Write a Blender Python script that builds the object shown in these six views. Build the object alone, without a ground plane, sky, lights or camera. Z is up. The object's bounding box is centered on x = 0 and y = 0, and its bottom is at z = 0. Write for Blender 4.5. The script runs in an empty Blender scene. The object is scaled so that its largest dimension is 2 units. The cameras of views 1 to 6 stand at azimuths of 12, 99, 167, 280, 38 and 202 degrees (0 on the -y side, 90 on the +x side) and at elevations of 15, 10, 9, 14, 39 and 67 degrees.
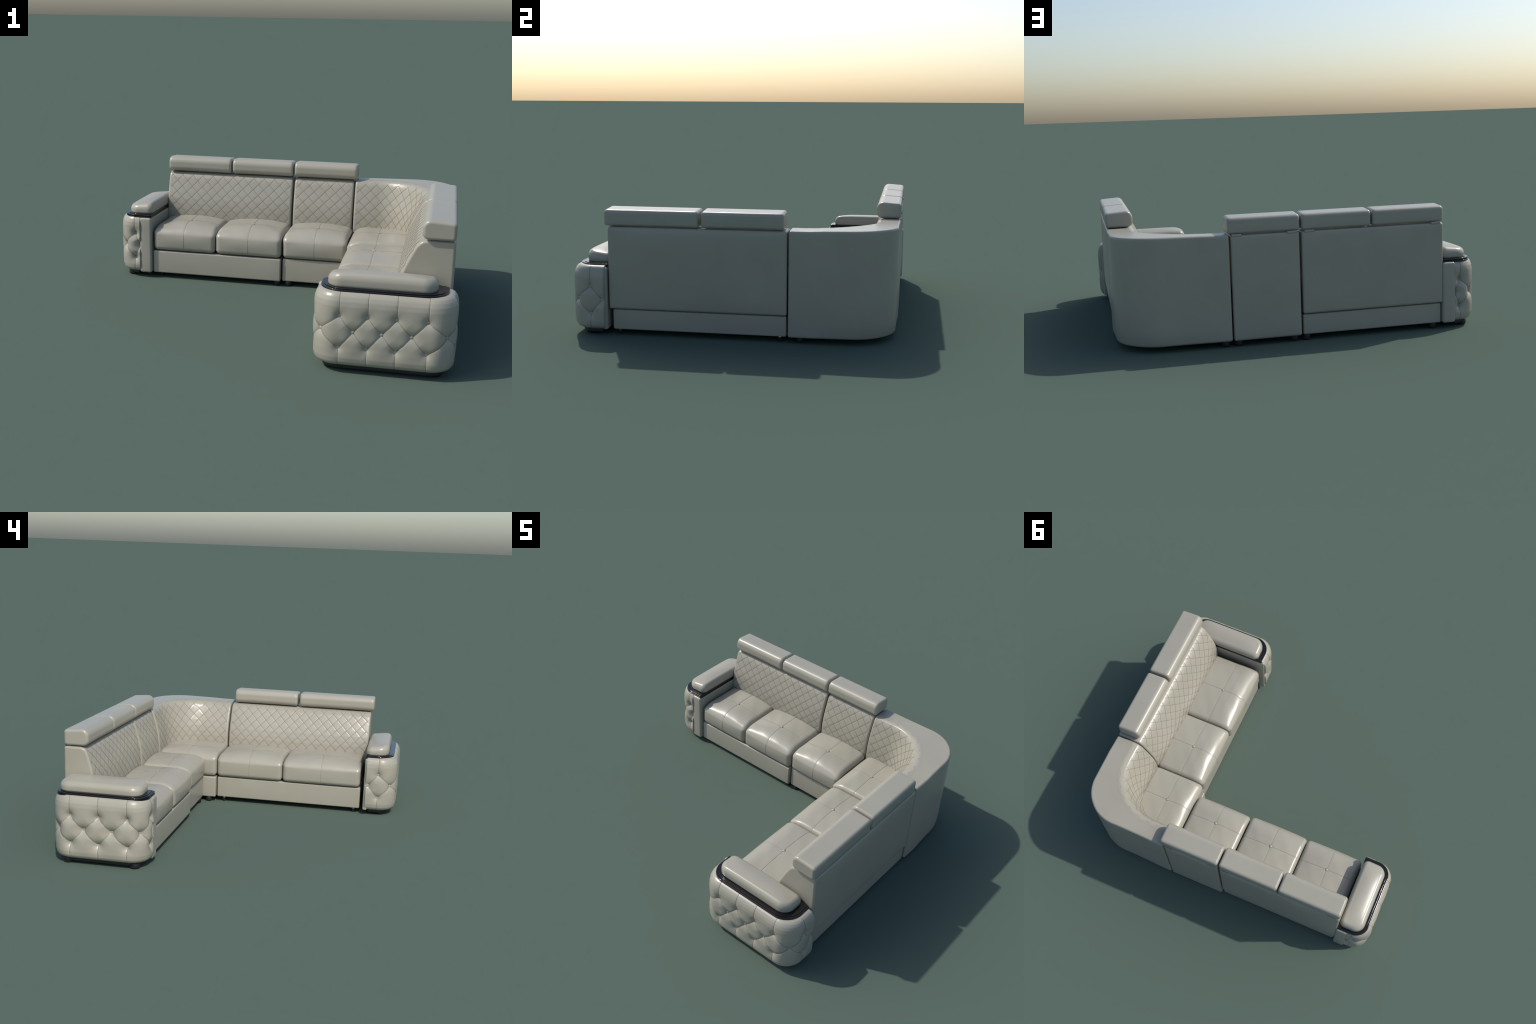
"""Leather corner sofa: two straight seat modules and a rounded corner module,
quilted backs, loose headrests, button-tufted arms with lacquered trim."""
import bpy, bmesh, math
import numpy as np
from mathutils import Vector
from mathutils.bvhtree import BVHTree

rng = np.random.default_rng(11)
COL = bpy.context.scene.collection

# ------------------------------------------------------------------ materials
def new_mat(name):
    m = bpy.data.materials.new(name)
    m.use_nodes = True
    nt = m.node_tree
    b = nt.nodes["Principled BSDF"]
    return m, nt, b


def leather(name, c_lo, c_hi, rough=(0.30, 0.42), grain=0.03, spec=0.5):
    m, nt, b = new_mat(name)
    N, L = nt.nodes.new, nt.links.new
    tc = N("ShaderNodeTexCoord")
    broad = N("ShaderNodeTexNoise")
    broad.inputs["Scale"].default_value = 5.5
    broad.inputs["Detail"].default_value = 3
    L(tc.outputs["Object"], broad.inputs["Vector"])
    fine = N("ShaderNodeTexNoise")
    fine.inputs["Scale"].default_value = 60
    fine.inputs["Detail"].default_value = 4
    L(tc.outputs["Object"], fine.inputs["Vector"])
    mix = N("ShaderNodeMix")
    mix.data_type = "FLOAT"
    mix.inputs[0].default_value = 0.12
    L(broad.outputs["Fac"], mix.inputs[2])
    L(fine.outputs["Fac"], mix.inputs[3])
    ramp = N("ShaderNodeValToRGB")
    ramp.color_ramp.elements[0].position = 0.30
    ramp.color_ramp.elements[1].position = 0.70
    ramp.color_ramp.elements[0].color = (*c_lo, 1)
    ramp.color_ramp.elements[1].color = (*c_hi, 1)
    L(mix.outputs[0], ramp.inputs["Fac"])
    L(ramp.outputs["Color"], b.inputs["Base Color"])
    mr = N("ShaderNodeMapRange")
    mr.inputs["To Min"].default_value = rough[0]
    mr.inputs["To Max"].default_value = rough[1]
    mr.inputs["From Min"].default_value = 0.35
    mr.inputs["From Max"].default_value = 0.65
    L(fine.outputs["Fac"], mr.inputs["Value"])
    L(mr.outputs["Result"], b.inputs["Roughness"])
    b.inputs["Specular IOR Level"].default_value = spec
    pore = N("ShaderNodeTexNoise")
    pore.inputs["Scale"].default_value = 300
    pore.inputs["Detail"].default_value = 2
    L(tc.outputs["Object"], pore.inputs["Vector"])
    bump = N("ShaderNodeBump")
    bump.inputs["Strength"].default_value = grain
    bump.inputs["Distance"].default_value = 0.0003
    L(pore.outputs["Fac"], bump.inputs["Height"])
    L(bump.outputs["Normal"], b.inputs["Normal"])
    return m


def plain(name, col, rough, metal=0.0, coat=0.0, var=0.15, scale=30):
    m, nt, b = new_mat(name)
    N, L = nt.nodes.new, nt.links.new
    tc = N("ShaderNodeTexCoord")
    n = N("ShaderNodeTexNoise")
    n.inputs["Scale"].default_value = scale
    L(tc.outputs["Object"], n.inputs["Vector"])
    r = N("ShaderNodeValToRGB")
    r.color_ramp.elements[0].color = (*[c * (1 - var) for c in col], 1)
    r.color_ramp.elements[1].color = (*[c * (1 + var) for c in col], 1)
    L(n.outputs["Fac"], r.inputs["Fac"])
    L(r.outputs["Color"], b.inputs["Base Color"])
    b.inputs["Roughness"].default_value = rough
    b.inputs["Metallic"].default_value = metal
    b.inputs["Coat Weight"].default_value = coat
    b.inputs["Coat Roughness"].default_value = 0.06
    return m


LEATHER = leather("cream_leather", (0.324, 0.307, 0.250), (0.347, 0.330, 0.270), (0.295, 0.335), 0.05)
QUILT = leather("quilted_leather", (0.316, 0.298, 0.240), (0.344, 0.325, 0.263), (0.29, 0.33), 0.05)
QUILT_SHADE = plain("quilt_crease_shade", (0.185, 0.170, 0.138), 0.7)  # darkened tan: cords draw the shade lying in the quilt grooves
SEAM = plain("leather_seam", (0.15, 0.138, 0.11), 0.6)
SOFT_SEAM = plain("soft_seam", (0.25, 0.232, 0.188), 0.5)
LACQUER = plain("black_lacquer", (0.006, 0.006, 0.007), 0.12)
LACQUER.node_tree.nodes["Principled BSDF"].inputs["Specular IOR Level"].default_value = 0.5
PLASTIC = plain("black_plastic", (0.012, 0.012, 0.012), 0.55)
CHROME = plain("chrome", (0.6, 0.6, 0.62), 0.2, metal=1.0, var=0.03)

# ------------------------------------------------------------------ objects
ROOT = bpy.data.objects.new("corner_sofa", None)
COL.objects.link(ROOT)
ROOT["label"] = "L-shaped cream leather corner sofa with quilted back and tufted arms"
ROOT["category"] = "corner sofa"


def add(name, mesh, parent=ROOT, mat=None, smooth=True):
    if mat is not None and not mesh.materials:
        mesh.materials.append(mat)
    if smooth:
        caps = "flat_caps" in mesh
        mesh.polygons.foreach_set("use_smooth", [not (caps and len(p.vertices) > 4) for p in mesh.polygons])
    o = bpy.data.objects.new(name, mesh)
    COL.objects.link(o)
    o.parent = parent
    return o


def mesh_of(name, verts, faces):
    me = bpy.data.meshes.new(name)
    me.from_pydata([tuple(map(float, v)) for v in verts], [], faces)
    me.validate()
    bm = bmesh.new()
    bm.from_mesh(me)
    bmesh.ops.remove_doubles(bm, verts=bm.verts, dist=1e-6)
    bmesh.ops.recalc_face_normals(bm, faces=bm.faces)
    bm.to_mesh(me)
    bm.free()
    me.update()
    return me


def grid_faces(n, m, wrap_m, off=0):
    """quads of an n x m vertex grid; the m direction may close on itself"""
    f = []
    mm = m if wrap_m else m - 1
    for i in range(n - 1):
        a, b = off + i * m, off + (i + 1) * m
        for j in range(mm):
            k = (j + 1) % m
            f.append((a + j, a + k, b + k, b + j))
    return f


def loft(name, rings, caps=True):
    """skin closed rings (n, m, 3); both ends filled"""
    rings = np.asarray(rings)
    n, m, _ = rings.shape
    f = grid_faces(n, m, True)
    if caps:
        f.append(tuple(range(m - 1, -1, -1)))
        f.append(tuple((n - 1) * m + j for j in range(m)))
    me = mesh_of(name, rings.reshape(-1, 3), f)
    me["flat_caps"] = 1
    return me


def edge_spaced(lo, hi, r, step, nr=7):
    """stations from lo to hi, dense within r of both ends"""
    a = lo + r * (1 - np.cos(np.linspace(0, math.pi / 2, nr)))
    mid = np.linspace(lo + r, hi - r, max(2, int((hi - lo - 2 * r) / step) + 1))
    return np.concatenate([a[:-1], mid, (lo + hi) - a[::-1][1:]])


def rounded_box(name, x, y, z, r, step=0.012, warp=None):
    """box with rounded edges, gridded finely enough to be warped"""
    lo = np.array([x[0], y[0], z[0]], float)
    hi = np.array([x[1], y[1], z[1]], float)
    r = min(r, *(0.499 * (hi - lo)))
    ax = [edge_spaced(lo[k], hi[k], r, step) for k in range(3)]
    V, F = [], []
    for k in range(3):
        i, j = [q for q in range(3) if q != k]
        A, B = np.meshgrid(ax[i], ax[j], indexing="ij")
        for val in (lo[k], hi[k]):
            P = np.zeros(A.shape + (3,))
            P[..., i], P[..., j], P[..., k] = A, B, val
            F += grid_faces(A.shape[0], A.shape[1], False, len(V))
            V += list(P.reshape(-1, 3))
    V = np.array(V)
    core = np.clip(V, lo + r, hi - r)
    d = V - core
    d /= np.maximum(np.linalg.norm(d, axis=1, keepdims=True), 1e-9)
    V = core + r * d
    if warp is not None:
        V = warp(V)
    return mesh_of(name, V, F)


def fillet(pts, radii, seg=7):
    """round the corners of a closed polygon"""
    pts = [np.array(p, float) for p in pts]
    out = []
    for i, p in enumerate(pts):
        a, b = pts[i - 1], pts[(i + 1) % len(pts)]
        r = radii[i]
        u, v = (a - p) / np.linalg.norm(a - p), (b - p) / np.linalg.norm(b - p)
        if r <= 0:
            out.append(p)
            continue
        ang = math.acos(np.clip(u @ v, -1, 1))
        t = r / math.tan(ang / 2)
        c = p + (u + v) / np.linalg.norm(u + v) * r / math.sin(ang / 2)
        s, e = p + u * t - c, p + v * t - c
        for k in range(seg + 1):
            w = k / seg
            q = s * (1 - w) + e * w
            out.append(c + q / np.linalg.norm(q) * r)
    return np.array(out)


def resample(poly, step, closed=True):
    P = np.vstack([poly, poly[:1]]) if closed else np.asarray(poly)
    d = np.concatenate([[0], np.cumsum(np.linalg.norm(np.diff(P, axis=0), axis=1))])
    n = max(4, int(round(d[-1] / step)))
    s = np.linspace(0, d[-1], n + 1)
    if closed:
        s = s[:-1]
    return np.stack([np.interp(s, d, P[:, k]) for k in range(P.shape[1])], 1), s


def loop_normals(P, closed=True):
    """outward normals of a counter-clockwise loop"""
    if closed:
        t = np.roll(P, -1, 0) - np.roll(P, 1, 0)
    else:
        t = np.gradient(P, axis=0)
    t /= np.maximum(np.linalg.norm(t, axis=1, keepdims=True), 1e-9)
    return np.stack([t[:, 1], -t[:, 0]], 1)


def tubes(name, lines, r, parent, mat, sides=5):
    """thin cords along polylines, joined into one mesh"""
    V, F = [], []
    for P in lines:
        P = np.asarray(P)
        if len(P) < 2:
            continue
        t = np.gradient(P, axis=0)
        t /= np.maximum(np.linalg.norm(t, axis=1, keepdims=True), 1e-9)
        ref = np.array([0.31, 0.53, 0.79])
        a = np.cross(t, ref)
        a /= np.maximum(np.linalg.norm(a, axis=1, keepdims=True), 1e-9)
        b = np.cross(t, a)
        th = np.linspace(0, 2 * math.pi, sides, endpoint=False)
        R = P[:, None] + r * (np.cos(th)[None, :, None] * a[:, None] + np.sin(th)[None, :, None] * b[:, None])
        off = len(V)
        V += list(R.reshape(-1, 3))
        F += grid_faces(len(P), sides, True, off)
        F.append(tuple(off + k for k in range(sides)))
        F.append(tuple(off + (len(P) - 1) * sides + k for k in range(sides)))
    o = add(name, mesh_of(name, V, F), parent, mat)
    o["kind"] = "stuff"
    return o


def dome(name, r, h, seg=20, rings=6):
    """flattened button head, axis +z"""
    V, F = [], []
    prof = [(r * 0.92, -h * 0.8), (r, -h * 0.15)] + [
        (r * math.cos(a), h * math.sin(a)) for a in np.linspace(0.15, math.pi / 2 - 0.12, rings)]
    for q, z in prof:
        for k in range(seg):
            a = 2 * math.pi * k / seg
            V.append((q * math.cos(a), q * math.sin(a), z))
    F = grid_faces(len(prof), seg, True)
    F.append(tuple((len(prof) - 1) * seg + k for k in range(seg)))
    F.append(tuple(range(seg - 1, -1, -1)))
    return mesh_of(name, V, F)


def place(o, p, n):
    o.location = p
    o.rotation_euler = Vector(n).to_track_quat("Z", "Y").to_euler()


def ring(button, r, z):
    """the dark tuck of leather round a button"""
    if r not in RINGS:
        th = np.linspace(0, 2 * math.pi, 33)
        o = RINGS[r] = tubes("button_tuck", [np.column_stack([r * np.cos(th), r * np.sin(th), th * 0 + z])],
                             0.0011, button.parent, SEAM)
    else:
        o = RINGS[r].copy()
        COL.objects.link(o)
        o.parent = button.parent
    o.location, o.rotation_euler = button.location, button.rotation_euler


RINGS = {}
BUTTON_SEAT = dome("seat_button", 0.0098, 0.0042)
BUTTON_TUFT = dome("tuft_button", 0.0086, 0.004)

# ------------------------------------------------------------------ quilting
PITCH = 0.065            # diamond size of the quilting
GZ = [0.20, 0.31, 0.37, 0.40, 0.431, 0.468, 0.515, 0.545, 0.559, 0.570, 0.579, 0.5845, 0.588]
GV = [1.0, 1.0, 0.975, 0.935, 0.87, 0.75, 0.565, 0.440, 0.372, 0.29, 0.195, 0.10, 0.0]


def slope(z):
    """0 at the crest of a back, 1 where it meets the seat"""
    return np.interp(z, GZ, GV)


def quilt_depth(u, w, size=PITCH):
    """u along the back, w up it (metres from a node): groove depth, <= 0"""
    k = size / math.sqrt(2)
    out = 0.0
    best = None
    for q in ((u + w) / size, (u - w) / size):
        d = np.abs(q - np.round(q)) * k
        best = d if best is None else np.minimum(best, d)
    return -0.0009 * np.exp(-(best / 0.003) ** 2) - 0.0003 * np.exp(-best / 0.008)


def quilt_lines(u0, u1, w0, w1, step=0.006, size=PITCH):
    """diagonals of the diamond net clipped to a rectangle, as (u, w) polylines"""
    res = []
    for sgn in (1, -1):
        cs = [u + sgn * w for u in (u0, u1) for w in (w0, w1)]
        for c in range(math.ceil(min(cs) / size), math.floor(max(cs) / size) + 1):
            n = int((w1 - w0) / step) + 2
            w = np.linspace(w0, w1, n)
            u = c * size - sgn * w
            ok = (u >= u0) & (u <= u1)
            if ok.sum() > 1:
                res.append(np.stack([u[ok], w[ok]], 1))
    return res


def back_section(crest, foot, z_lo, z_top, z_mid):
    """closed (t, z) section of a back, t measured forward from the rear face"""
    zs = np.arange(0.255, z_top - 0.004, 0.003)
    front = np.stack([crest + slope(zs + 0.588 - z_top) * (foot - crest), zs], 1)
    rear = fillet([(0, z_lo), (0, z_top), (crest - 0.004, z_top), (crest * 0.8, z_lo)], [0.0125, 0.0120, 0, 0])
    # walk: up the rear, over the top, down the front, home along the underside
    k = np.linspace(0, 1, 24)[1:-1, None]
    up = np.vstack([rear[:8], rear[7] * (1 - k) + rear[8] * k, rear[8:16]])
    k = np.linspace(0, 1, 26)[:, None]
    top = np.vstack([up[-1] * (1 - k) + np.array([crest - 0.012, z_top + 0.001]) * k, [(crest - 0.003, z_top - 0.001)]])
    low = np.array([(foot - 0.01, 0.235), (foot * 0.75, 0.215), (foot * 0.55, max(z_lo, 0.15)), (foot * 0.5, z_lo)])
    return np.vstack([up, top[1:], front[::-1], low])


def straight_back(name, origin, along, forward, length, crest, foot, z_lo, z_top, node, fuller, bow):
    """quilted back module: rear face through origin, running 'along', facing 'forward'"""
    o, A, Fw = (np.array(v, float) for v in (origin, along, forward))
    r = 0.0115

    def env(s):
        return 1 - abs(2 * s / length - 1) ** 6

    def foot_at(s):
        return foot + fuller * env(s)
    st = edge_spaced(0, length, r, 0.003, 6)
    t_face = crest - 0.004
    rings = []
    for s in st:
        sec = back_section(crest, foot_at(s), z_lo, z_top, 0.2)
        # the rear panel is padded and bows out between its edges
        zz = np.clip((sec[:, 1] - z_lo) / (z_top - z_lo) * 2 - 1, -1, 1)
        sec[:, 0] -= (sec[:, 0] < 0.02) * bow * (1 - abs(2 * s / length - 1) ** 6) * (1 - np.abs(zz) ** 7)
        # rear goes up, so the section is clockwise in (t, z): flip normals
        nrm = -loop_normals(sec)
        e = min(s, length - s)
        inset = r - math.sqrt(max(r * r - (r - e) ** 2, 0)) if e < r else 0.0
        edge = min(1.0, max(0.0, (e - 0.008) / 0.008))
        h = quilt_depth(s - node[0], sec[:, 1] - node[1])
        mask = ((sec[:, 0] > t_face) & (sec[:, 1] > 0.25)) * edge * np.clip((z_top - 0.003 - sec[:, 1]) / 0.02, 0, 1)
        P = sec + nrm * (h * mask - inset)[:, None]
        rings.append(o[:2] * [1, 1] + A[:2] * s + np.outer(P[:, 0], Fw[:2]))
        rings[-1] = np.column_stack([rings[-1], P[:, 1]])
    back = add(name, loft(name, rings), ROOT, QUILT)

    def surf(u, w):
        s, z = u + node[0], w + node[1]
        t = crest + slope(z + 0.588 - z_top) * (foot_at(s) - crest)
        h = quilt_depth(u, w)
        p = o + A * s + Fw * (t + h + 0.0006)
        return np.array([p[0], p[1], z])
    lines = [[surf(*q) for q in L] for L in
             quilt_lines(0.011 - node[0], length - 0.011 - node[0], 0.262 - node[1], z_top - 0.008 - node[1])]
    tubes("quilt_shade_cords", lines, 0.0008, back, QUILT_SHADE)
    return back


Y_BACK, X_BACK = 0.861, 0.966
LONG_CREST, LONG_FOOT = 0.101, 0.173
SHORT_CREST, SHORT_FOOT = 0.127, 0.246
back_a = straight_back("backrest", (-0.795, Y_BACK, 0), (1, 0, 0), (0, -1, 0), 0.787,
                       LONG_CREST, LONG_FOOT, 0.143, 0.583, (0.057, 0.534), 0.007, 0.003)
back_b = straight_back("backrest", (0.003, Y_BACK, 0), (1, 0, 0), (0, -1, 0), 0.363,
                       LONG_CREST, LONG_FOOT, 0.029, 0.583, (0.028, 0.542), 0.007, 0.002)
back_c = straight_back("backrest", (X_BACK, 0.299, 0), (0, -1, 0), (-1, 0, 0), 0.953,
                       SHORT_CREST, SHORT_FOOT, 0.143, 0.584, (0.053, 0.494), 0.014, 0.005)

# ------------------------------------------------------------------ corner back
CO = (0.957, 0.864, 0.23)      # rear outline: x, y of the square corner and its radius
CC = (0.839, 0.752, 0.33)      # crest
CB = (0.713, 0.683, 0.20)      # foot, where it meets the seat
X_END, Y_END = 0.374, 0.3055   # where it meets the straight modules


def inside(p, c):
    x, y, r = c
    if p[0] > x or p[1] > y:
        return False
    q = np.array([p[0] - (x - r), p[1] - (y - r)])
    return not (q[0] > 0 and q[1] > 0 and q @ q > r * r)


def reach(p, n, c):
    lo, hi = 0.0, 0.8
    for _ in range(40):
        m = (lo + hi) / 2
        lo, hi = (m, hi) if inside(p + n * m, c) else (lo, m)
    return lo


def corner_station(s):
    """foot point and outward direction at arc length s along the foot line"""
    x, y, r = CB
    l1, la = x - r - X_END, r * math.pi / 2
    if s < l1:
        return np.array([X_END + s, y]), np.array([0.0, 1.0])
    if s < l1 + la:
        a = math.pi / 2 - (s - l1) / r
        d = np.array([math.cos(a), math.sin(a)])
        return np.array([x - r, y - r]) + r * d, d
    return np.array([x, y - r - (s - l1 - la)]), np.array([1.0, 0.0])


CORNER_LEN = (CB[0] - CB[2] - X_END) + CB[2] * math.pi / 2 + (CB[1] - CB[2] - Y_END)
C_TOP, C_LO = 0.588, 0.029
C_NODE = (0.03, 0.535)


def corner_dims(s):
    p, n = corner_station(s)
    tot, cr = reach(p, n, CO), reach(p, n, CC)
    # the wall is fuller on the short flank, flatter on the long one
    tot += np.interp(s / CORNER_LEN, [0, 0.15, 0.35, 0.5, 0.62, 0.8, 1.0],
                     [-0.002, -0.003, -0.007, -0.005, 0.006, 0.011, 0.008])
    return p, n, tot, cr


def arc_env(s):
    """1 in the middle of the bend, 0 on the flanks"""
    f = np.clip((s / CORNER_LEN - 0.5) / 0.42, -1, 1)
    return math.cos(f * math.pi / 2) ** 2


def crown(s, z):
    """the flat top rises a little round the bend"""
    k = np.clip((z - 0.45) / 0.13, 0, 1)
    return 0.007 * arc_env(s) * k * k * (3 - 2 * k)


def stretch(s):
    """arc length measured half way up the back, so the diamonds keep their size"""
    x, y, r = CB
    l1, la = x - r - X_END, r * math.pi / 2
    k = 1.22
    if s < l1:
        return s
    if s < l1 + la:
        return l1 + (s - l1) * k
    return l1 + la * k + (s - l1 - la)


def corner_back():
    r = 0.011
    st = edge_spaced(0, CORNER_LEN, r, 0.0027, 6)
    rings = []
    for s in st:
        p, n, tot, cr = corner_dims(s)
        crest = tot - cr
        sec = back_section(crest, tot, C_LO, C_TOP, 0.2)
        if rings and len(sec) != len(rings[0]):
            raise RuntimeError("section size")
        nrm = -loop_normals(sec)
        e = min(s, CORNER_LEN - s)
        inset = r - math.sqrt(max(r * r - (r - e) ** 2, 0)) if e < r else 0.0
        edge = min(1.0, max(0.0, (e - 0.008) / 0.008))
        h = quilt_depth(stretch(s) - C_NODE[0], sec[:, 1] - C_NODE[1])
        mask = ((sec[:, 0] > crest - 0.004) & (sec[:, 1] > 0.25)) * edge * np.clip((C_TOP - 0.003 - sec[:, 1]) / 0.025, 0, 1)
        P = sec + nrm * (h * mask - inset)[:, None]
        # lower edge of the shell curls under round the bend
        P[:, 0] += (P[:, 0] < 0.02) * 0.009 * arc_env(s) * np.clip((0.10 - P[:, 1]) / 0.07, 0, 1) ** 2
        P[:, 1] += crown(s, P[:, 1])
        xy = p + np.outer(tot - P[:, 0], n)
        rings.append(np.column_stack([xy, P[:, 1]]))
    back = add("corner_backrest", loft("corner_backrest", rings), ROOT, QUILT)
    ss = np.linspace(0, CORNER_LEN, 400)
    us = np.array([stretch(s) for s in ss])

    def surf(u, w):
        s = float(np.interp(u + C_NODE[0], us, ss))
        z = w + C_NODE[1]
        p, n, tot, cr = corner_dims(s)
        t = (tot - cr) + slope(z) * cr + quilt_depth(u, w) + 0.0006
        q = p + n * (tot - t)
        return np.array([q[0], q[1], z + crown(s, z)])
    lines = [[surf(*q) for q in L] for L in
             quilt_lines(0.011 - C_NODE[0], us[-1] - 0.011 - C_NODE[0], 0.262 - C_NODE[1], 0.580 - C_NODE[1], 0.009)]
    tubes("quilt_shade_cords", lines, 0.0008, back, QUILT_SHADE)
    # the quilted cover laps onto the flat top and ends in a curved border seam
    border, zig = [], []
    flip = False
    for s in np.arange(0.012, CORNER_LEN - 0.011, 0.004):
        p, n, tot, cr = corner_dims(s)
        q = p + n * (cr + 0.027)
        border.append((q[0], q[1], C_TOP + crown(s, C_TOP) + 0.0006))
    for u in np.arange(0.02, us[-1] - 0.02, PITCH / 2):
        s = float(np.interp(u, us, ss))
        p, n, tot, cr = corner_dims(s)
        q = p + n * (cr + (0.026 if flip else 0.004))
        zig.append((q[0], q[1], C_TOP + crown(s, C_TOP) + 0.0007))
        flip = not flip
    z2, _ = resample(np.array(zig), 0.004, False)
    tubes("top_stitching", [border, z2], 0.0005, back, SOFT_SEAM)
    return back


back_d = corner_back()

# ------------------------------------------------------------------ headrests
def headrest(parent, origin, along, forward, a, b, deep):
    o, A, Fw = (np.array(v, float) for v in (origin, along, forward))
    sec = fillet([(-0.001, 0.5872), (-0.001, 0.673), (deep, 0.683), (deep, 0.5885)],
                 [0.0165, 0.018, 0.037, 0.032], 12)
    sec, _ = resample(sec, 0.003)
    nrm = -loop_normals(sec)
    r = 0.016
    rings = []
    L = b - a
    for s in edge_spaced(0, L, r, 0.02, 9):
        e = min(s, L - s)
        inset = r - math.sqrt(max(r * r - (r - e) ** 2, 0)) if e < r else 0.0
        swell = 0.0025 * math.sin(math.pi * s / L) ** 0.5
        P = sec + nrm * ((swell * np.clip((sec[:, 1] - 0.59) / 0.03, 0, 1) - swell - inset)[:, None])
        xy = o[:2] + A[:2] * (a + s) + np.outer(P[:, 0], Fw[:2])
        rings.append(np.column_stack([xy, P[:, 1]]))
    return add("headrest", loft("headrest", rings), parent, LEATHER)


def hinge(parent, p, along):
    w = 0.026
    x = (p[0] - (w if along == "x" else 0.003), p[0] + (w if along == "x" else 0.003))
    y = (p[1] - (w if along == "y" else 0.003), p[1] + (w if along == "y" else 0.003))
    me = rounded_box("hinge_cover", x, y, (0.577, 0.5895), 0.003, 0.006)
    add("hinge_cover", me, parent, LEATHER)


for par, a, b in ((back_a, -0.796, -0.396), (back_a, -0.388, -0.009), (back_b, 0.000, 0.382)):
    headrest(par, (0, Y_BACK, 0), (1, 0, 0), (0, -1, 0), a, b, 0.136)
for a, b in ((-0.672, -0.166), (-0.152, 0.282)):
    headrest(back_c, (X_BACK, 0, 0), (0, 1, 0), (-1, 0, 0), a, b, 0.149)
for par, x in ((back_a, -0.752), (back_a, -0.05), (back_b, 0.042), (back_b, 0.335)):
    hinge(par, (x, Y_BACK - 0.0005, 0), "x")

# ------------------------------------------------------------------ seats and bases
def seat(x, y, front, rim=0.309, crown_h=0.021, bulge_h=0.009, parent=ROOT):
    """seat cushion; front: unit vector the rolled edge faces"""
    z = (0.168, rim)
    cx, cy = (x[0] + x[1]) / 2, (y[0] + y[1]) / 2
    f = np.array(front, float)
    # visible middle: where the button sits, back from the front edge
    if abs(f[1]) > 0:
        bx, by = cx, 0.523
    elif f[0] < 0:
        bx, by = x[0] + 0.166, cy
    hx, hy = (x[1] - x[0]) / 2, (y[1] - y[0]) / 2
    ph = rng.uniform(0, 6.28, 4)

    def warp(V):
        u, v = (V[:, 0] - cx) / hx, (V[:, 1] - cy) / hy
        up = np.clip((V[:, 2] - z[0]) / (z[1] - z[0]), 0, 1)
        if abs(f[1]) > 0:
            lat, dist = u, V[:, 1] - y[0]
        else:
            lat, dist = v, V[:, 0] - x[0]
        lat = np.clip(np.abs(lat), 0, 1)
        dome_z = crown_h * (1 - lat ** 2.0) * np.clip(dist / 0.10, 0, 1) ** 0.6
        roll = -0.026 * np.clip(1 - dist / 0.085, 0, 1) ** 2
        V = V.copy()
        V[:, 2] += up ** 2 * (dome_z + roll)
        # front bulges a little between the corners
        bulge = bulge_h * (1 - lat ** 2.5) * np.sin(np.pi * np.clip(up, 0, 1)) * np.clip(1 - dist / 0.12, 0, 1)
        V[:, 0] += f[0] * bulge
        V[:, 1] += f[1] * bulge
        # slack leather
        V[:, 2] += up * 0.0006 * (np.sin(V[:, 0] * 31 + ph[0]) * np.sin(V[:, 1] * 27 + ph[1])
                                  + 0.6 * np.sin(V[:, 0] * 63 + V[:, 1] * 41 + ph[2]))
        # cross seams and the button pull
        d1, d2 = np.abs(V[:, 0] - bx), np.abs(V[:, 1] - by)
        sm = -0.0008 * np.maximum(np.exp(-(d1 / 0.0045) ** 2), np.exp(-(d2 / 0.0045) ** 2))
        pull = -0.0012 * np.exp(-(d1 ** 2 + d2 ** 2) / 0.018 ** 2)
        V[:, 2] += np.clip((up - 0.7) / 0.2, 0, 1) * (sm + pull)
        return V
    me = rounded_box("seat_cushion", x, y, z, 0.026, 0.004, warp)
    o = add("seat_cushion", me, parent, LEATHER)
    bvh = BVHTree.FromPolygons([v.co[:] for v in me.vertices], [p.vertices[:] for p in me.polygons])

    def over(p0, p1, n=60):
        L = []
        for k in np.linspace(0, 1, n):
            q = p0 * (1 - k) + p1 * k
            h = bvh.ray_cast(Vector((q[0], q[1], 1)), Vector((0, 0, -1)))[0]
            if h:
                L.append((h[0], h[1], h[2] + 0.0004))
        return L

    def down(p, d):
        L = []
        for zz in np.linspace(0.27, 0.18, 16):
            org = Vector((p[0], p[1], zz)) + Vector((d[0], d[1], 0)) * 0.3
            h = bvh.ray_cast(org, Vector((-d[0], -d[1], 0)))[0]
            if h:
                L.append((h[0] + d[0] * 0.0004, h[1] + d[1] * 0.0004, h[2]))
        return L
    lx = over(np.array([x[0] + 0.004, by]), np.array([x[1] - 0.004, by]))
    ly = over(np.array([bx, y[0] + 0.004]), np.array([bx, y[1] - 0.004]))
    mid = np.array([bx, by])
    if abs(f[1]) > 0:
        ly = down((bx, y[0]), f)[::-1] + ly
    else:
        lx = down((x[0], by), f)[::-1] + lx
    tubes("seat_seam", [lx, ly], 0.0008, o, SOFT_SEAM)
    h, n, _, _ = bvh.ray_cast(Vector((bx, by, 1)), Vector((0, 0, -1)))
    b = add("button", BUTTON_SEAT, o, LEATHER)
    place(b, (h[0], h[1], h[2] + 0.0012), n)
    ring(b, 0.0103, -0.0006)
    return o


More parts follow.
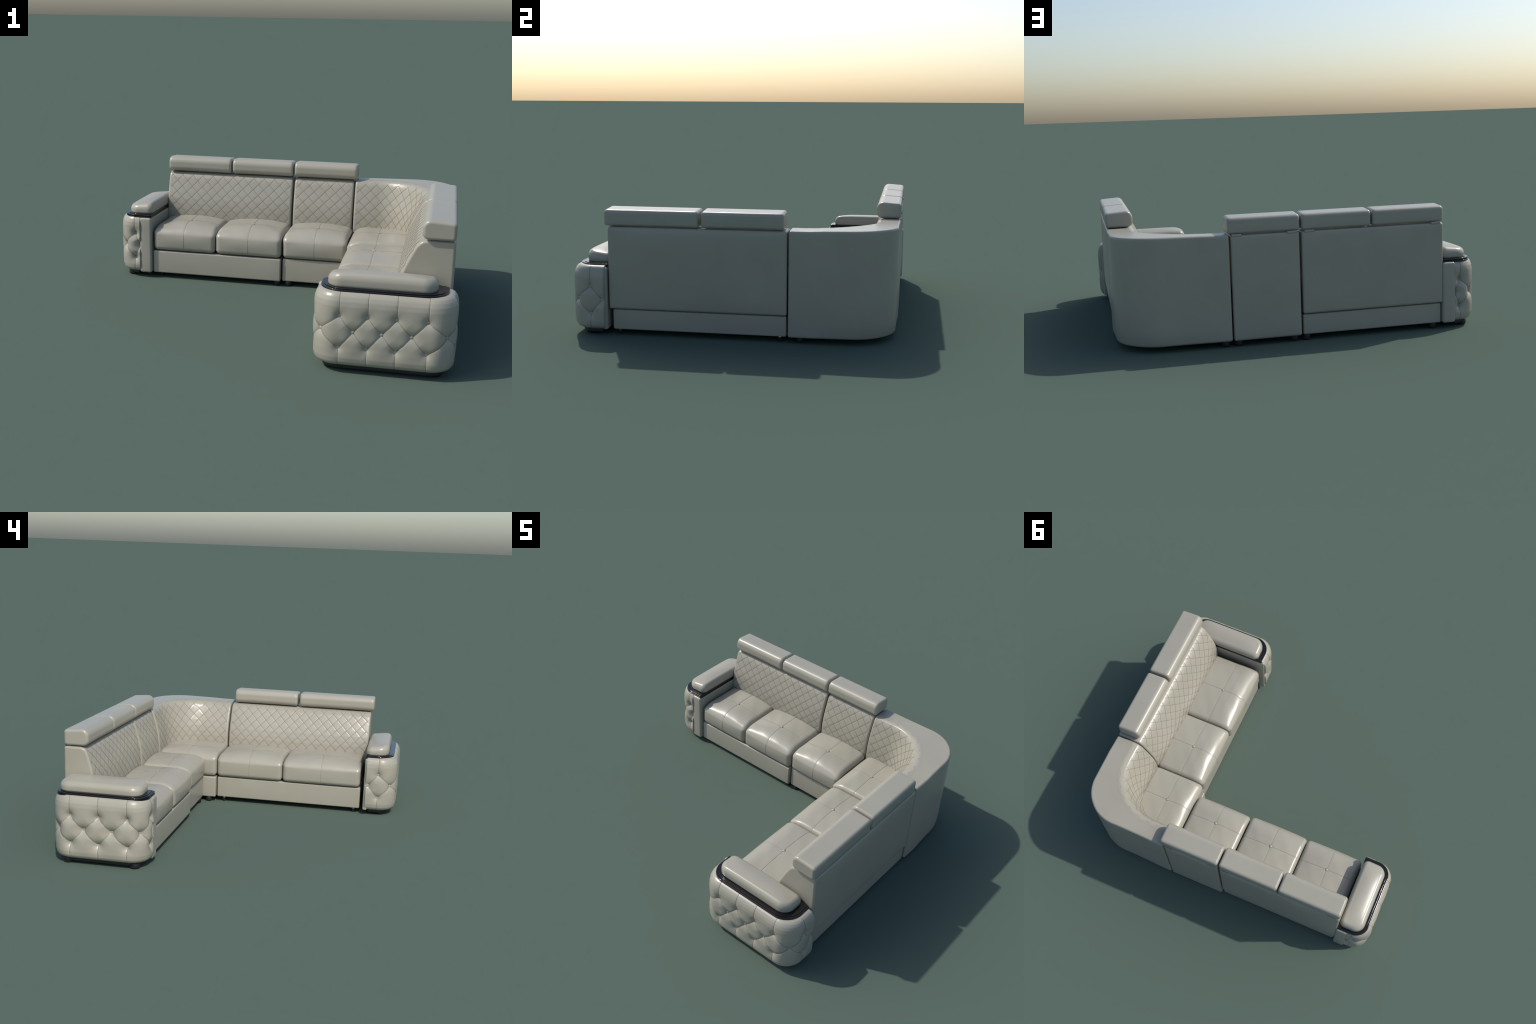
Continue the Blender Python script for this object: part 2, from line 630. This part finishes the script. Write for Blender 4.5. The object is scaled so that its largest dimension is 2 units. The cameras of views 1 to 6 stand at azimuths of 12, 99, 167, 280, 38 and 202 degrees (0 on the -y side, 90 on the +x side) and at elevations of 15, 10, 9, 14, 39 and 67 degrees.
FY, BY = 0.366, 0.691
for x0, x1 in ((-0.783, -0.404), (-0.400, -0.007), (0.000, 0.374)):
    seat((x0, x1), (FY if x1 < -0.001 else FY + 0.010, BY), (0, -1))
FX, BX = 0.387, 0.727
for y0, y1 in ((-0.634, -0.133), (-0.129, 0.300)):
    seat((FX, BX), (y0, y1), (-1, 0), bulge_h=0.004)


def corner_seat():
    o = seat((0.382, 0.727), (0.304, 0.696), (-1, 0), 0.317, 0.013, 0.004)
    return o


corner_seat()


def base(x, y, z=(0.029, 0.163), r=0.008):
    return add("seat_base", rounded_box("seat_base", x, y, z, r, 0.06), ROOT, LEATHER)


base((-0.787, -0.007), (0.370, 0.700), (0.029, 0.164))
base((-0.7865, -0.0075), (0.680, 0.847), (0.0295, 0.139))
base((0.001, 0.368), (0.386, 0.80), (0.029, 0.164))
base((0.404, 0.740), (-0.638, 0.298), (0.029, 0.164))
base((0.720, 0.952), (-0.6375, 0.2975), (0.0295, 0.139))
base((0.381, 0.74), (0.3045, 0.72), (0.029, 0.164))

# ------------------------------------------------------------------ tufted arms
ROW_UP, ROW_MID, ROW_LOW = 0.268, 0.196, 0.120


def seg_dist(S, Z, a, b):
    d = np.array(b) - np.array(a)
    t = np.clip(((S - a[0]) * d[0] + (Z - a[1]) * d[1]) / (d @ d), 0, 1)
    return np.hypot(S - a[0] - t * d[0], Z - a[1] - t * d[1])


class Arm:
    """local frame: a runs along the arm, b points out of its face; b = 0 is the inner side"""

    def __init__(self, to_world, normal_world, length, depth, rc, pull, buttons, mids, panel, trim, cushion, tilt):
        self.w, self.nw = to_world, normal_world
        self.L, self.D, self.rc, self.pull = length, depth, rc, pull
        outer = fillet([(0, 0), (length, 0), (length, depth), (0, depth)], [0.0, 0.0, rc, rc], 14)
        # open U path from (0, 0) up the near end, along the face, down the far end
        U = np.vstack([[(0, 0)], outer[2 + 15:][::-1], outer[2:2 + 15][::-1], [(length, 0)]])
        self.path, self.s = resample(U, 0.0042, False)
        self.nrm = -loop_normals(self.path, False)
        self.total = self.s[-1]
        self.up, self.mid = buttons(self), mids(self)
        self.segments()
        self.build(panel, trim, cushion, tilt)

    def at_s(self, a=None, b=None):
        """arc length of the path point nearest (a, b)"""
        d = np.hypot(self.path[:, 0] - a, self.path[:, 1] - b)
        return float(self.s[d.argmin()])

    def segments(self):
        self.seg, self.vert = [], []
        for u in self.up:
            near = [max(m for m in self.mid if m < u), min(m for m in self.mid if m > u)]
            for m in near:
                self.seg.append(((u, ROW_UP), (m, ROW_MID)))
                self.seg.append(((u, ROW_LOW), (m, ROW_MID)))
            self.vert.append(((u, ROW_UP), (u, 0.385)))
            self.vert.append(((u, ROW_LOW), (u, 0.015)))
        self.btn = [(u, ROW_UP) for u in self.up] + [(u, ROW_LOW) for u in self.up] + \
                   [(m, ROW_MID) for m in self.mid]

    def depth(self, S, Z):
        S, Z = np.asarray(S, float), np.asarray(Z, float)
        ds = np.full(S.shape, 9.0)
        for a, b in self.seg:
            ds = np.minimum(ds, seg_dist(S, Z, a, b))
        dv = np.full(S.shape, 9.0)
        for a, b in self.vert:
            dv = np.minimum(dv, seg_dist(S, Z, a, b))
        db = np.full(S.shape, 9.0)
        for p in self.btn:
            db = np.minimum(db, np.hypot(S - p[0], (Z - p[1])))
        h = -0.0032 * np.exp(-ds / 0.011) - 0.0019 * np.exp(-(ds / 0.003) ** 2)
        h += -0.0022 * np.exp(-dv / 0.012) - 0.0010 * np.exp(-(dv / 0.003) ** 2)
        h += -self.pull * np.exp(-(db / 0.0225) ** 1.15)
        # cover is pulled flat again towards its top and bottom edges
        f1, f2 = np.clip((0.372 - Z) / 0.06, 0, 1), np.clip((Z - 0.028) / 0.05, 0, 1)
        fade = (0.25 + 0.75 * f1 * f1 * (3 - 2 * f1)) * (0.25 + 0.75 * f2 * f2 * (3 - 2 * f2))
        return h * fade

    PROFILE = [(0.075, 0.031), (0.045, 0.0315), (0.030, 0.034), (0.017, 0.041), (0.008, 0.054), (0.0025, 0.075),
               (0.0, 0.11), (0.0, 0.28), (0.0015, 0.315), (0.0055, 0.338), (0.013, 0.356), (0.023, 0.368),
               (0.035, 0.3745), (0.05, 0.376), (0.075, 0.376)]

    def point(self, s, inset, z, lift=0.0):
        i = np.clip(np.searchsorted(self.s, s), 1, len(self.s) - 1)
        k = (s - self.s[i - 1]) / (self.s[i] - self.s[i - 1])
        p = self.path[i - 1] * (1 - k) + self.path[i] * k
        n = self.nrm[i - 1] * (1 - k) + self.nrm[i] * k
        n = n / np.linalg.norm(n)
        h = float(self.depth(np.array([s]), np.array([z]))[0])
        return p + n * (h + lift - inset), n

    def build(self, panel, trim, cushion, tilt):
        prof, _ = resample(np.array(self.PROFILE), 0.0045, False)
        Ni = len(self.path)
        # inner side is a plain straight line closing the loop
        inner = np.linspace(1, 0, 12)[1:-1]
        rings = []
        for ins, z in prof:
            h = self.depth(self.s, np.full(Ni, z))
            P = self.path + self.nrm * (h - ins)[:, None]
            P[:, 1] = np.maximum(P[:, 1], 0.0)
            Q = P[-1][None] * inner[:, None] + P[0][None] * (1 - inner[:, None])
            loop = np.vstack([P, Q])
            rings.append([self.w(a, b, z) for a, b in loop])
        arm = add("armrest", loft("armrest", rings), ROOT, LEATHER)
        self.obj = arm
        prof_z = prof[:, 1]
        bvh = BVHTree.FromPolygons([v.co[:] for v in arm.data.vertices], [p.vertices[:] for p in arm.data.polygons])

        def settle(p, nn, z, lift):
            n3 = Vector(self.nw(nn[0], nn[1])).normalized()
            hit = bvh.ray_cast(Vector(self.w(p[0], p[1], z)) + n3 * 0.03, -n3, 0.08)[0]
            q = hit if hit is not None else Vector(self.w(p[0], p[1], z))
            return q + n3 * lift

        def inset_at(z):
            return float(np.interp(z, prof_z, prof[:, 0]))
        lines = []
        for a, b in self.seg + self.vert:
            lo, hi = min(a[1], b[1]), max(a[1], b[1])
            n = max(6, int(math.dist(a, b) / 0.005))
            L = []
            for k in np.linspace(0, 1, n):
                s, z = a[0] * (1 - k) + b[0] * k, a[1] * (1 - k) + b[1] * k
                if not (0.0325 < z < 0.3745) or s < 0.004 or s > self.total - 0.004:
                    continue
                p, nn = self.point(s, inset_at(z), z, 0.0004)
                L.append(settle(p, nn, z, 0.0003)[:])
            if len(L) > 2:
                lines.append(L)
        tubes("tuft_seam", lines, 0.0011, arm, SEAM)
        for s, z in self.btn:
            if s < 0.012 or s > self.total - 0.012:
                continue
            p, nn = self.point(s, 0.0, z)
            b = add("button", BUTTON_TUFT, arm, LEATHER)
            place(b, settle(p, nn, z, 0.0028), self.nw(nn[0], nn[1]))
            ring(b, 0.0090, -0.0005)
        # flat inner panel
        (a0, a1), (b0, b1), (z0, z1), r = panel
        pa, pb = self.w(a0, b0, z0), self.w(a1, b1, z1)
        x, y = sorted((pa[0], pb[0])), sorted((pa[1], pb[1]))
        add("arm_panel", rounded_box("arm_panel", x, y, (z0, z1), r, 0.05), arm, LEATHER)
        # lacquered board under the pad: two stacked lipped layers
        (a0, a1), (b0, b1), rt = trim
        for name, z0, z1, d in (("trim_board", 0.3605, 0.3705, 0.0), ("trim_lip", 0.3712, 0.3815, -0.0015)):
            self.slab(name, a0 - d, a1 + d, b0, b1 + d, rt, z0, z1, 0.0035, LACQUER, arm)
        self.slab("trim_lip", a0 + 0.013, a1 - 0.013, b0, b1 - 0.013, rt, 0.3817, 0.3845, 0.0015, LACQUER, arm)
        # padded top
        (a0, a1), (b0, b1), rp = cushion
        self.slab("arm_pad", a0, a1, b0, b1, rp, 0.380, 0.442, 0.028, LEATHER, arm, soft=True, tilt=tilt)
        # recessed dark plinth and glides
        self.slab("plinth", 0.045, self.L - 0.045, 0.02, self.D - 0.045, 0.08, 0.012, 0.0325, 0.003, PLASTIC, arm)
        for a in (0.085, self.L - 0.085):
            x, y, _ = self.w(a, self.D * 0.5, 0)
            foot((x, y), 0.028, arm)

    def slab(self, name, a0, a1, b0, b1, rc, z0, z1, er, mat, parent, soft=False, tilt=0.0):
        ri = 0.034 if soft else 0.004
        poly = fillet([(a0, b0), (a1, b0), (a1, b1), (a0, b1)], [ri, ri, rc, rc], 10)
        poly, _ = resample(poly, 0.006)
        nrm = loop_normals(poly)
        rings = []
        if soft:
            # firm foot, bowed side, generous roll over the top edge
            side = z1 - 0.034
            prof = [(0.011 * (1 - math.sin(t)), z0 + 0.014 * (1 - math.cos(t))) for t in np.linspace(0, math.pi / 2, 6)]
            prof += [(er * (1 - math.cos(t)), side + 0.034 * math.sin(t)) for t in np.linspace(0, math.pi / 2, 12)]
        else:
            lower = min(er, (z1 - z0) * 0.45)
            prof = [(lower * (1 - math.sin(t)), z0 + lower * (1 - math.cos(t))) for t in np.linspace(0, math.pi / 2, 4)]
            prof += [(er * (1 - math.cos(t)), z1 - er + er * math.sin(t)) for t in np.linspace(0, math.pi / 2, 4)]
        for ins, z in prof:
            P = poly - nrm * ins
            rings.append([self.w(a, b, z) for a, b in P])
        if soft:
            c = np.array([(a0 + a1) / 2, (b0 + b1) / 2])
            base_ring = poly - nrm * er
            for k in (0.93, 0.85, 0.75, 0.62, 0.48, 0.34, 0.2, 0.08):
                R = c + (base_ring - c) * k
                rings.append([self.w(a, b, z1 + 0.006 * (1 - min(1, abs(a - c[0]) * 2 / (a1 - a0 - 2 * er)) ** 4)
                                     * (1 - min(1, abs(b - c[1]) * 2 / (b1 - b0 - 2 * er)) ** 2)) for a, b in R])
        if tilt:
            # the padding leans towards one side
            rings = np.array(rings)
            wb = np.array(self.w(0, b0, 0)) * 0 + (np.array(self.w(0, b1, 0)) - np.array(self.w(0, b0, 0)))
            t = (rings - np.array(self.w(0, b0, 0))) @ wb / (wb @ wb)
            up = np.clip((rings[..., 2] - z0) / (z1 - z0), 0, 1.2)
            wa = np.array(self.w(a1, b0, 0)) - np.array(self.w(a0, b0, 0))
            ta = np.abs((rings - np.array(self.w(a0, b0, 0))) @ wa / (wa @ wa) * 2 - 1)
            rings[..., 2] += (tilt * (t - 0.5) - 0.009 * np.clip(ta, 0, 1) ** 5) * up
        return add(name, loft(name, rings), parent, mat)


def foot(p, r, parent, h=0.031, glide=False):
    prof = [(r * 0.9, 0.0), (r, 0.003), (r, h * 0.7), (r * 0.9, h)]
    th = np.linspace(0, 2 * math.pi, 24, endpoint=False)
    rings = [[(p[0] + q * math.cos(t), p[1] + q * math.sin(t), z) for t in th] for q, z in prof]
    f = add("foot", loft("foot", rings), parent, PLASTIC)
    f.data.polygons.foreach_set("use_smooth", [len(pp.vertices) == 4 for pp in f.data.polygons])
    if glide:
        rings = [[(p[0] + q * math.cos(t), p[1] + q * math.sin(t), z) for t in th]
                 for q, z in ((r * 1.05, h * 0.6), (r * 1.1, h * 0.66), (r * 1.1, h * 0.82), (r * 0.8, h * 1.05))]
        add("foot_collar", loft("foot_collar", rings), f, CHROME)
    return f


# arm closing the short run: face towards -y
Y0 = -0.672
arm_short = Arm(lambda a, b, z: (0.357 + a, Y0 - b, z), lambda a, b: (a, -b, 0), 0.643, 0.1955, 0.118, 0.0165,
                lambda s: [s.at_s(0, 0.076), s.at_s(0.129, 0.1955), s.at_s(0.255, 0.1955), s.at_s(0.380, 0.1955),
                           s.at_s(0.513, 0.1955), s.at_s(0.643, 0.076)],
                lambda s: [s.at_s(0, 0.013), s.at_s(0.037, 0.157), s.at_s(0.192, 0.1955), s.at_s(0.316, 0.1955),
                           s.at_s(0.448, 0.1955), s.at_s(0.606, 0.157), s.at_s(0.643, 0.013)],
                ((0.010, 0.620), (0.016, -0.012), (0.030, 0.366), 0.011),
                ((0.028, 0.596), (-0.010, 0.164), 0.10),
                ((0.060, 0.548), (-0.013, 0.131), 0.066), 0.018)
# arm closing the long run: face towards -x
X0 = -0.860
arm_long = Arm(lambda a, b, z: (X0 - b, 0.338 + a, z), lambda a, b: (-b, a, 0), 0.532, 0.140, 0.112, 0.030,
               lambda s: [s.at_s(0, 0.034), s.at_s(0.112, 0.140), s.at_s(0.267, 0.140), s.at_s(0.419, 0.140),
                          s.at_s(0.532, 0.034)],
               lambda s: [s.at_s(0, 0.0), s.at_s(0.033, 0.107), s.at_s(0.193, 0.140), s.at_s(0.346, 0.140),
                          s.at_s(0.499, 0.107), s.at_s(0.532, 0.0)],
               ((0.010, 0.530), (0.004, -0.069), (0.028, 0.3645), 0.013),
               ((0.020, 0.518), (-0.066, 0.113), 0.085),
               ((0.052, 0.502), (-0.065, 0.086), 0.060), -0.016)

# ------------------------------------------------------------------ feet of the modules
for p in ((-0.030, 0.409), (0.036, 0.409), (-0.030, 0.82), (0.038, 0.82), (0.338, 0.82), (0.405, 0.82),
          (0.330, 0.409), (0.404, 0.352), (0.92, 0.365), (-0.745, 0.82)):
    foot(p, 0.021, ROOT)
for p in ((0.430, 0.255), (0.435, -0.600), (0.915, -0.61), (0.92, 0.26), (-0.75, 0.43)):
    foot(p, 0.010, ROOT, glide=True)
